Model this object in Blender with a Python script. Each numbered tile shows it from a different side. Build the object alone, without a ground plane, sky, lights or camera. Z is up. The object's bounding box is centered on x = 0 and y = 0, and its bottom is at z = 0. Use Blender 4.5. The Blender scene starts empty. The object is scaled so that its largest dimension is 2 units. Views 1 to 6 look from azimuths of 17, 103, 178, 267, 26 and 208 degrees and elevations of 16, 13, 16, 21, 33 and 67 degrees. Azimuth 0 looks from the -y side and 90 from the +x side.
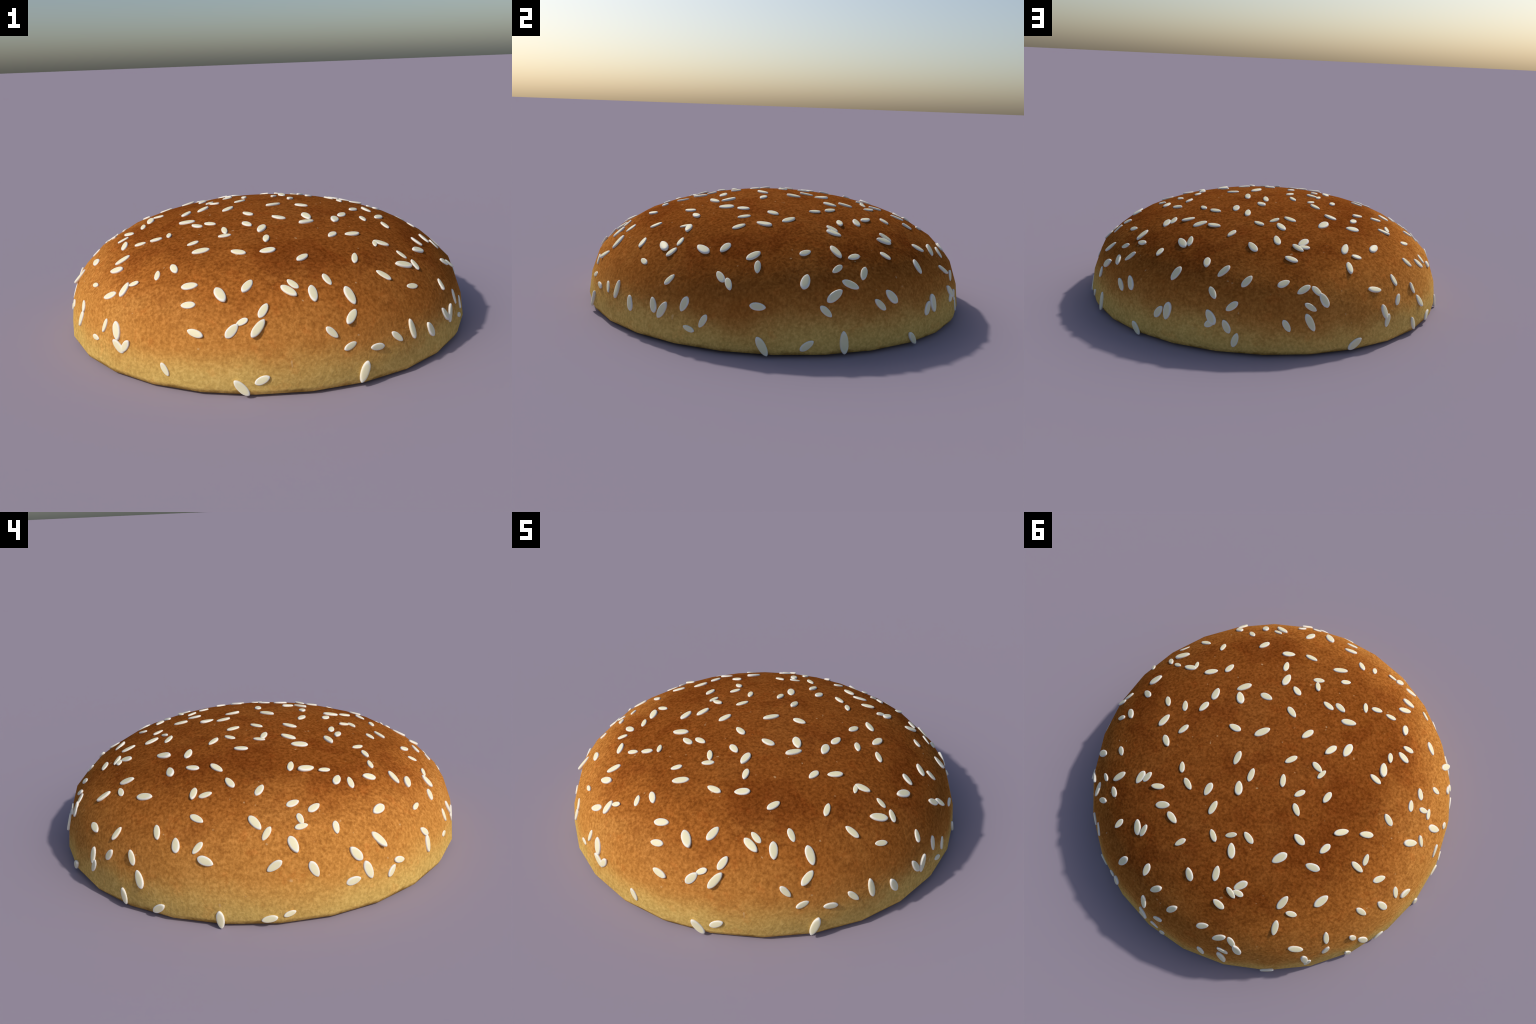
"""A sesame-topped burger bun crown: a low domed crust, its flat crumb underside,
and the sesame seeds pressed into the crust one by one."""
import bpy, bmesh, math, random
from mathutils import Vector, Matrix
from mathutils.bvhtree import BVHTree

random.seed(7)
SIDES = 28                     # the crust is a smooth-shaded 28-sided turning
CENTRE = Vector((0.0018, 0.0, 0.0))

# Half profile of the crust from the crown to the bottom edge: (radius, height)
PROFILE = [(0.0, 0.5755), (0.15, 0.570), (0.30, 0.5545), (0.44, 0.5295), (0.58, 0.4935),
           (0.71, 0.446), (0.845, 0.365), (0.941, 0.268), (0.983, 0.148), (0.9985, 0.034),
           (0.987, 0.010), (0.963, 0.001)]

# Sesame seeds, in bands from the crown down to the rim. Each seed:
# (way along the profile from the crown in mm, azimuth in degrees from +x,
#  turn of its long axis from level, in degrees, length in mm)
CROWN_SEEDS = [
    (94, 318.4, 2, 86), (125, 177.1, 147, 69), (163, 45.1, 137, 75), (166, 85.4, 100, 71), (184, 138.5, 62, 67),
    (207, 229.0, 105, 74), (207, 352.8, 93, 68), (233, 267.7, 150, 71), (253, 81.5, 123, 75), (256, 184.2, 64, 66),
    (278, 149.3, 174, 60), (291, 178.8, 162, 58), (298, 299.9, 144, 70), (306, 205.9, 128, 75), (331, 323.9, 73, 78),
    (341, 139.5, 87, 66), (360, 61.7, 115, 70), (365, 273.9, 142, 64), (378, 165.2, 5, 66), (387, 316.8, 0, 82),
    (392, 206.8, 148, 80), (394, 246.5, 7, 66), (403, 74.7, 101, 74), (417, 284.6, 75, 79), (424, 349.9, 177, 68),
    (432, 337.3, 30, 76), (434, 228.3, 58, 79), (436, 50.1, 5, 70), (439, 240.6, 7, 66), (441, 37.7, 170, 59),
    (448, 262.5, 126, 63), (458, 10.4, 147, 65), (459, 104.7, 137, 69), (470, 94.2, 28, 59), (480, 134.5, 116, 69),
    (490, 264.8, 28, 60), (510, 85.1, 142, 66), (512, 287.0, 86, 66), (520, 355.2, 33, 65), (535, 18.8, 29, 74),
    (539, 97.4, 110, 76), (545, 156.7, 152, 77), (546, 122.2, 23, 82), (547, 320.2, 25, 63), (549, 191.8, 65, 69),
    (565, 234.2, 150, 59), (567, 145.2, 11, 65), (581, 329.8, 156, 73), (582, 197.9, 1, 80), (583, 252.7, 50, 55),
    (584, 44.0, 63, 71), (584, 62.0, 2, 73), (586, 7.0, 160, 80), (594, 53.8, 58, 76),
]
UPPER_SHOULDER_SEEDS = [
    (612, 287.2, 8, 71), (617, 205.0, 173, 59), (620, 231.3, 54, 60), (623, 136.5, 141, 73), (623, 275.5, 168, 71),
    (629, 356.4, 44, 68), (631, 37.3, 121, 63), (631, 259.6, 36, 80), (631, 73.5, 68, 61), (638, 165.2, 128, 72),
    (664, 94.3, 98, 75), (669, 36.4, 133, 74), (681, 226.3, 50, 59), (681, 299.6, 32, 67), (685, 105.4, 35, 73),
    (686, 176.7, 62, 68), (688, 332.9, 44, 50), (693, 206.4, 41, 71), (699, 335.8, 120, 74), (722, 153.3, 102, 72),
    (722, 157.8, 30, 60), (723, 105.0, 163, 55), (727, 84.5, 130, 69), (728, 102.2, 136, 65), (729, 210.5, 69, 65),
    (737, 219.3, 151, 69), (737, 318.1, 54, 65), (743, 58.4, 110, 68), (757, 121.8, 46, 79), (764, 254.7, 143, 65),
    (765, 55.7, 148, 80), (771, 187.1, 16, 60), (790, 135.6, 18, 82), (797, 228.8, 72, 79), (798, 355.8, 69, 68),
    (799, 338.2, 96, 57), (800, 98.8, 154, 67), (802, 32.8, 104, 84), (805, 22.2, 25, 60), (809, 193.2, 25, 63),
    (813, 250.1, 119, 56), (817, 124.4, 156, 57), (822, 304.4, 103, 64), (826, 348.7, 155, 80), (828, 293.8, 131, 61),
    (829, 280.6, 64, 75), (833, 5.7, 43, 75), (843, 263.3, 18, 73), (843, 38.0, 9, 63), (843, 157.7, 158, 70),
    (849, 333.8, 148, 86), (851, 188.1, 98, 55), (852, 175.0, 126, 81), (853, 231.8, 33, 75), (856, 69.9, 107, 67),
    (857, 50.1, 105, 60),
]
LOWER_SHOULDER_SEEDS = [
    (861, 292.3, 134, 82), (862, 323.0, 118, 73), (873, 338.5, 69, 62), (876, 273.3, 127, 86), (878, 118.7, 75, 76),
    (884, 244.3, 31, 53), (884, 298.8, 90, 77), (887, 187.8, 7, 58), (894, 212.9, 10, 77), (895, 76.6, 53, 77),
    (897, 7.5, 93, 64), (904, 30.9, 32, 61), (904, 178.1, 57, 66), (916, 197.4, 80, 58), (917, 308.8, 98, 86),
    (921, 241.8, 89, 73), (931, 147.1, 117, 69), (932, 265.0, 10, 64), (936, 84.3, 54, 73), (937, 38.7, 59, 72),
    (940, 95.4, 27, 65), (945, 61.2, 78, 80), (945, 285.1, 60, 68), (952, 330.4, 164, 62), (958, 184.8, 105, 78),
    (960, 226.7, 11, 55), (962, 357.7, 131, 65), (964, 20.9, 70, 79), (967, 237.2, 36, 71), (969, 160.0, 61, 62),
    (971, 154.0, 110, 68), (973, 101.3, 29, 75), (983, 105.2, 126, 64), (984, 33.5, 146, 80), (988, 134.1, 81, 67),
    (992, 279.9, 28, 53), (994, 0.4, 115, 64), (1007, 307.1, 44, 79), (1010, 343.1, 65, 61), (1011, 124.5, 165, 76),
    (1011, 74.9, 125, 70), (1014, 208.0, 115, 87), (1019, 283.8, 55, 88), (1022, 162.6, 162, 72), (1030, 277.5, 49, 72),
]
RIM_SEEDS = [
    (1031, 107.0, 114, 76), (1034, 28.3, 34, 86), (1039, 179.5, 32, 73), (1043, 200.5, 126, 78), (1047, 268.6, 166, 73),
    (1057, 301.4, 133, 63), (1059, 45.6, 130, 81), (1059, 102.8, 146, 66), (1062, 141.9, 114, 69), (1064, 80.9, 39, 69),
    (1069, 189.1, 113, 72), (1077, 225.2, 134, 61), (1081, 8.5, 175, 71), (1087, 41.3, 136, 74), (1089, 133.4, 58, 62),
    (1097, 239.7, 84, 63), (1098, 25.7, 133, 66), (1098, 245.1, 116, 84), (1104, 349.2, 75, 70), (1120, 324.1, 93, 87),
    (1121, 203.1, 104, 81), (1121, 305.5, 21, 61), (1124, 75.3, 126, 80), (1128, 126.8, 99, 76), (1129, 213.0, 166, 60),
    (1129, 102.5, 114, 90), (1129, 318.8, 134, 65), (1132, 62.0, 88, 86), (1135, 225.4, 78, 78), (1135, 339.8, 116, 73),
    (1142, 96.0, 120, 63), (1143, 145.0, 120, 82), (1148, 342.9, 63, 86), (1148, 59.0, 58, 71), (1148, 312.6, 176, 66),
    (1149, 198.6, 9, 68), (1151, 75.3, 35, 65), (1151, 248.8, 54, 69), (1158, 331.2, 113, 74), (1160, 246.4, 145, 78),
    (1160, 79.8, 117, 70), (1162, 210.0, 40, 61), (1165, 354.9, 65, 64), (1167, 236.2, 178, 53), (1173, 127.6, 67, 68),
    (1207, 261.1, 126, 62), (1207, 351.2, 164, 58), (1220, 82.3, 75, 70), (1222, 284.5, 25, 66), (1235, 30.4, 92, 101),
    (1235, 308.5, 67, 93), (1240, 182.5, 17, 54), (1241, 140.1, 108, 75), (1242, 20.9, 36, 71), (1248, 10.0, 121, 93),
    (1250, 150.7, 35, 69), (1252, 115.7, 34, 85), (1254, 279.8, 135, 85), (1257, 177.8, 12, 69), (1260, 166.4, 97, 77),
    (1261, 51.5, 129, 76),
]

SEEDS = CROWN_SEEDS + UPPER_SHOULDER_SEEDS + LOWER_SHOULDER_SEEDS + RIM_SEEDS


# ------------------------------------------------------------------ materials
class Nodes:
    """Small helper to wire shader nodes."""
    def __init__(self, name):
        self.mat = bpy.data.materials.new(name)
        self.mat.use_nodes = True
        self.t = self.mat.node_tree
        self.bsdf = self.t.nodes["Principled BSDF"]
        self.co = self.t.nodes.new("ShaderNodeTexCoord").outputs["Object"]

    def put(self, sock, v):
        if hasattr(v, "is_output"):
            self.t.links.new(v, sock)
        else:
            sock.default_value = v

    def math(self, op, a, b=0.0, clamp=False):
        n = self.t.nodes.new("ShaderNodeMath")
        n.operation, n.use_clamp = op, clamp
        self.put(n.inputs[0], a)
        self.put(n.inputs[1], b)
        return n.outputs[0]

    def noise(self, scale, detail=2.0, rough=0.5, seed=0.0, distort=0.0, stretch=None):
        n = self.t.nodes.new("ShaderNodeTexNoise")
        m = self.t.nodes.new("ShaderNodeMapping")
        self.put(m.inputs["Vector"], self.co)
        m.inputs["Location"].default_value = (seed, seed * 0.7, -seed * 1.3)
        if stretch:
            m.inputs["Scale"].default_value = stretch
        self.put(n.inputs["Vector"], m.outputs[0])
        n.inputs["Scale"].default_value = scale
        n.inputs["Detail"].default_value = detail
        n.inputs["Roughness"].default_value = rough
        n.inputs["Distortion"].default_value = distort
        return n.outputs["Fac"]

    def ramp(self, fac, stops, mode="LINEAR"):
        n = self.t.nodes.new("ShaderNodeValToRGB")
        n.color_ramp.interpolation = mode
        e = n.color_ramp.elements
        while len(e) < len(stops):
            e.new(0.5)
        for el, (p, c) in zip(e, stops):
            el.position = p
            el.color = c if len(c) == 4 else (*c, 1.0)
        self.put(n.inputs[0], fac)
        return n.outputs["Color"]

    def mix(self, fac, a, b, blend="MIX"):
        n = self.t.nodes.new("ShaderNodeMix")
        n.data_type, n.blend_type = "RGBA", blend
        for sock, v in ((n.inputs["Factor"], fac), (n.inputs[6], a), (n.inputs[7], b)):
            if isinstance(v, tuple) and len(v) == 3:
                v = (*v, 1.0)
            self.put(sock, v)
        return n.outputs[2]

    def range(self, v, a, b, c=0.0, d=1.0, smooth=True):
        n = self.t.nodes.new("ShaderNodeMapRange")
        n.interpolation_type = "SMOOTHSTEP" if smooth else "LINEAR"
        self.put(n.inputs["Value"], v)
        for k, x in zip(("From Min", "From Max", "To Min", "To Max"), (a, b, c, d)):
            n.inputs[k].default_value = x
        return n.outputs[0]

    def split(self):
        n = self.t.nodes.new("ShaderNodeSeparateXYZ")
        self.put(n.inputs[0], self.co)
        return n.outputs

    def bump(self, height, strength, distance):
        n = self.t.nodes.new("ShaderNodeBump")
        n.inputs["Strength"].default_value = strength
        n.inputs["Distance"].default_value = distance
        self.put(n.inputs["Height"], height)
        self.put(self.bsdf.inputs["Normal"], n.outputs[0])


def crust_material():
    k = Nodes("baked_crust")
    x, y, z = k.split()
    # how far the bake has gone: rises with height, in uneven clouds
    cloud = k.math("SUBTRACT", k.noise(1.7, 2.0, 0.5, 3.1), 0.5)
    patch = k.math("SUBTRACT", k.noise(5.5, 3.0, 0.55, 8.4), 0.5)
    # colour grows darker towards +x and +y
    lean = k.math("ADD", k.math("MULTIPLY", x, 0.10), k.math("MULTIPLY", y, 0.045))
    bake = k.math("ADD", z, k.math("MULTIPLY", cloud, 0.20))
    bake = k.math("ADD", bake, k.math("MULTIPLY", patch, 0.12))
    bake = k.math("ADD", bake, lean)
    colour = k.ramp(k.math("MULTIPLY", bake, 1.6), [
        (0.10, (0.57, 0.250, 0.052)),
        (0.36, (0.51, 0.200, 0.040)),
        (0.55, (0.39, 0.128, 0.022)),
        (0.74, (0.255, 0.072, 0.011)),
        (0.92, (0.260, 0.074, 0.012)),
    ])
    # tan blooms where the skin dried lighter
    bloom = k.range(k.noise(3.4, 2.0, 0.5, 40.0), 0.50, 0.68)
    colour = k.mix(k.math("MULTIPLY", bloom, 0.40), colour, k.mix(1.0, colour, (1.12, 1.30, 1.55), "MULTIPLY"))
    # broad red-brown scorched patches over the dome
    scorch = k.range(k.noise(4.2, 3.0, 0.55, 52.0, 0.4), 0.50, 0.66)
    scorch = k.math("MULTIPLY", scorch, k.range(z, 0.22, 0.40))
    colour = k.mix(k.math("MULTIPLY", scorch, 0.75), colour, k.mix(1.0, colour, (0.78, 0.67, 0.64), "MULTIPLY"))
    # pale skirt where the bun sat shielded in the pan, with a cloudy upper edge
    skirt = k.math("ADD", z, k.math("MULTIPLY", cloud, 0.16))
    skirt = k.math("ADD", skirt, k.math("MULTIPLY", patch, 0.08))
    skirt = k.range(skirt, 0.025, 0.205, 1.0, 0.0)
    colour = k.mix(skirt, colour, (0.71, 0.465, 0.128))
    # fine mottled grain of the crust skin
    grain = k.noise(72.0, 2.0, 0.5, 1.7, 0.2)
    fine = k.noise(150.0, 2.0, 0.6, 5.2)
    broad = k.noise(27.0, 2.0, 0.5, 9.2)
    g = k.math("ADD", k.math("MULTIPLY", grain, 0.60), k.math("MULTIPLY", fine, 0.22))
    g = k.math("ADD", g, k.math("MULTIPLY", broad, 0.18))
    tone = k.ramp(g, [(0.36, (0.66, 0.60, 0.54)), (0.50, (1.0, 1.0, 1.0)), (0.64, (1.36, 1.45, 1.68))])
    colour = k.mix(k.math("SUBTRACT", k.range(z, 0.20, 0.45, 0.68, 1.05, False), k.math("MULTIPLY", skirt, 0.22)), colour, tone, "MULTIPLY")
    # scattered reddish freckles and pale flour specks
    red = k.range(k.noise(13.0, 3.0, 0.6, 21.0), 0.56, 0.70)
    colour = k.mix(k.math("MULTIPLY", red, 0.25), colour, k.mix(1.0, colour, (1.12, 0.80, 0.66), "MULTIPLY"))
    speck = k.range(k.noise(38.0, 1.0, 0.4, 14.0), 0.77, 0.81)
    colour = k.mix(k.math("MULTIPLY", speck, 0.45), colour, (0.72, 0.46, 0.22))
    # broken brown fringe at the bottom edge, contact shading partly painted into it
    edge = k.math("ADD", z, k.math("MULTIPLY", k.math("SUBTRACT", k.noise(9.0, 4.0, 0.65, 30.0), 0.44), 0.13))
    fringe = k.range(edge, 0.008, 0.036, 1.0, 0.0)
    colour = k.mix(k.math("MULTIPLY", fringe, 0.6), colour, (0.22, 0.10, 0.016))
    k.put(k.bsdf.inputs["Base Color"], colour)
    k.bsdf.inputs["Roughness"].default_value = 0.9
    k.bsdf.inputs["Specular IOR Level"].default_value = 0.0
    k.bump(g, 0.38, 0.006)
    return k.mat


def crumb_material():
    k = Nodes("crumb")
    n = k.noise(30.0, 5.0, 0.65, 2.0)
    k.put(k.bsdf.inputs["Base Color"], k.ramp(n, [(0.35, (0.50, 0.30, 0.11)), (0.6, (0.72, 0.52, 0.26))]))
    k.bsdf.inputs["Roughness"].default_value = 0.85
    k.bump(n, 0.4, 0.01)
    return k.mat


def seed_material():
    # creamy middle, whiter skin towards the rim of each seed
    k = Nodes("sesame_skin")
    x, y, z = k.split()
    r2 = k.math("ADD", k.math("POWER", x, 2.0), k.math("POWER", k.math("MULTIPLY", y, 2.15), 2.0))
    rim = k.range(k.math("MULTIPLY", k.math("SQRT", r2), 1.0), 0.55, 1.0)
    centre = k.mix(k.noise(3.0, 2.0, 0.5, 2.0), (0.86, 0.78, 0.49), (0.91, 0.83, 0.56))
    colour = k.mix(rim, centre, (0.90, 0.87, 0.78))
    k.put(k.bsdf.inputs["Base Color"], colour)
    k.bsdf.inputs["Roughness"].default_value = 0.5
    k.bsdf.inputs["Specular IOR Level"].default_value = 0.2
    return k.mat


# ------------------------------------------------------------------- geometry
def ring(radius, height):
    out = []
    for i in range(SIDES):
        a = 2 * math.pi * i / SIDES
        out.append(CENTRE + Vector((radius * math.cos(a), radius * math.sin(a), height)))
    return out


def new_object(name, mesh, parent=None):
    o = bpy.data.objects.new(name, mesh)
    bpy.context.scene.collection.objects.link(o)
    o.parent = parent
    return o


def crust_mesh():
    bm = bmesh.new()
    rows = [[bm.verts.new(CENTRE + Vector((0, 0, PROFILE[0][1])))]]
    for r, z in PROFILE[1:]:
        rows.append([bm.verts.new(p) for p in ring(r, z)])
    for a, b in zip(rows, rows[1:]):
        for i in range(SIDES):
            j = (i + 1) % SIDES
            if len(a) == 1:
                bm.faces.new((a[0], b[i], b[j]))
            else:
                bm.faces.new((a[i], b[i], b[j], a[j]))
    for f in bm.faces:
        f.smooth = True
    bm.normal_update()
    me = bpy.data.meshes.new("crust")
    bm.to_mesh(me)
    tree = BVHTree.FromBMesh(bm)
    bm.free()
    return me, tree


def crumb_mesh():
    # the cut underside: shallow, slightly hollow disc closing the crust
    bm = bmesh.new()
    rows = [[bm.verts.new(p) for p in ring(PROFILE[-1][0] * f, PROFILE[-1][1] + h)]
            for f, h in ((1.0, 0.0), (0.9, 0.002), (0.5, 0.004), (0.2, 0.004))]
    mid = bm.verts.new(CENTRE + Vector((0, 0, PROFILE[-1][1] + 0.004)))
    for a, b in zip(rows, rows[1:]):
        for i in range(SIDES):
            j = (i + 1) % SIDES
            bm.faces.new((a[i], b[i], b[j], a[j]))
    for i in range(SIDES):
        bm.faces.new((rows[-1][i], mid, rows[-1][(i + 1) % SIDES]))
    bmesh.ops.recalc_face_normals(bm, faces=bm.faces[:])
    if sum(f.normal.z for f in bm.faces) > 0:
        bmesh.ops.reverse_faces(bm, faces=bm.faces[:])
    for f in bm.faces:
        f.smooth = True
    me = bpy.data.meshes.new("cut_face")
    bm.to_mesh(me)
    bm.free()
    return me


def seed_mesh(width, taper):
    """A sesame seed of half-length 1: flattened teardrop with a broad face and a bevelled rim."""
    n = 24
    bm = bmesh.new()
    layers = [(0.30, -0.26), (0.80, -0.21), (0.97, -0.09), (1.0, 0.0), (0.97, 0.085), (0.90, 0.14),
              (0.78, 0.168), (0.45, 0.185)]
    rows = []
    for scale, h in layers:
        row = []
        for i in range(n):
            a = 2 * math.pi * i / n
            c, s = math.cos(a), math.sin(a)
            x = math.copysign(abs(c) ** 0.88, c)
            y = math.copysign(abs(s) ** 1.24, s) * width * (1.0 - taper * x)
            row.append(bm.verts.new((x * (1 - (1 - scale) * 0.62), y * scale, h)))
        rows.append(row)
    top = bm.verts.new((0, 0, 0.19))
    low = bm.verts.new((0, 0, -0.27))
    for a, b in zip(rows, rows[1:]):
        for i in range(n):
            j = (i + 1) % n
            bm.faces.new((a[i], a[j], b[j], b[i]))
    for i in range(n):
        j = (i + 1) % n
        bm.faces.new((rows[-1][i], rows[-1][j], top))
        bm.faces.new((rows[0][j], rows[0][i], low))
    for f in bm.faces:
        f.smooth = True
    me = bpy.data.meshes.new("sesame_seed")
    bm.to_mesh(me)
    bm.free()
    return me


def profile_point(way):
    """Point and downward direction on the profile; below the wall it carries straight on down."""
    wall = PROFILE[:-2]
    for (r0, z0), (r1, z1) in zip(wall, wall[1:]):
        step = math.hypot(r1 - r0, z1 - z0)
        if way <= step:
            f = way / step
            return r0 + (r1 - r0) * f, z0 + (z1 - z0) * f, (r1 - r0) / step, (z1 - z0) / step
        way -= step
    return r1, z1 - way, 0.0, -1.0


# ---------------------------------------------------------------------- build
bun = bpy.data.objects.new("burger_bun", None)
bpy.context.scene.collection.objects.link(bun)
bun["label"] = "domed golden brown burger bun top with scattered sesame seeds"
bun["category"] = "bread bun"

mesh, tree = crust_mesh()
mesh.materials.append(crust_material())
crust = new_object("crust", mesh, bun)

mesh = crumb_mesh()
mesh.materials.append(crumb_material())
new_object("cut_face", mesh, bun)

skin = seed_material()
variants = []
for width, taper in ((0.36, 0.05), (0.39, 0.08), (0.42, 0.06), (0.45, 0.11), (0.48, 0.08), (0.51, 0.14)):
    me = seed_mesh(width, taper)
    me.materials.append(skin)
    variants.append(me)

for way, azimuth, turn, length in SEEDS:
    r, z, dr, dz = profile_point(way / 1000)
    a = math.radians(azimuth)
    out, east = Vector((math.cos(a), math.sin(a), 0)), Vector((-math.sin(a), math.cos(a), 0))
    normal = (out * -dz + Vector((0, 0, dr))).normalized()
    p = CENTRE + out * r + Vector((0, 0, z))
    hit, flat, _, _ = tree.ray_cast(p + normal * 0.2, -normal)
    if z < PROFILE[-3][1]:
        p -= out * 0.003
    elif hit is not None:
        p = hit
        normal = (normal * 0.5 + flat * 0.5).normalized()
    up = -(out * dr + Vector((0, 0, dz)))
    t = math.radians(turn)
    long_axis = east * math.cos(t) + up * math.sin(t)
    if random.random() < 0.5:
        long_axis = -long_axis
    long_axis = (long_axis - normal * long_axis.dot(normal)).normalized()
    # some seeds sit a little askew in the dough
    long_axis = (long_axis + normal * random.gauss(0, 0.05)).normalized()
    side = normal.cross(long_axis).normalized()
    side = (side + normal * random.gauss(0, 0.07)).normalized()
    top = long_axis.cross(side).normalized()
    side = top.cross(long_axis)
    half = length / 2000
    m = Matrix((long_axis, side, top)).transposed().to_4x4()
    seed = new_object("sesame_seed", random.choice(variants[:3] if length > 86 else variants[2:]), crust)
    seed.matrix_world = Matrix.Translation(p + top * random.uniform(0.0, 0.0025)) @ m @ Matrix.Diagonal(
        (half, half, half * random.uniform(0.78, 0.98), 1))
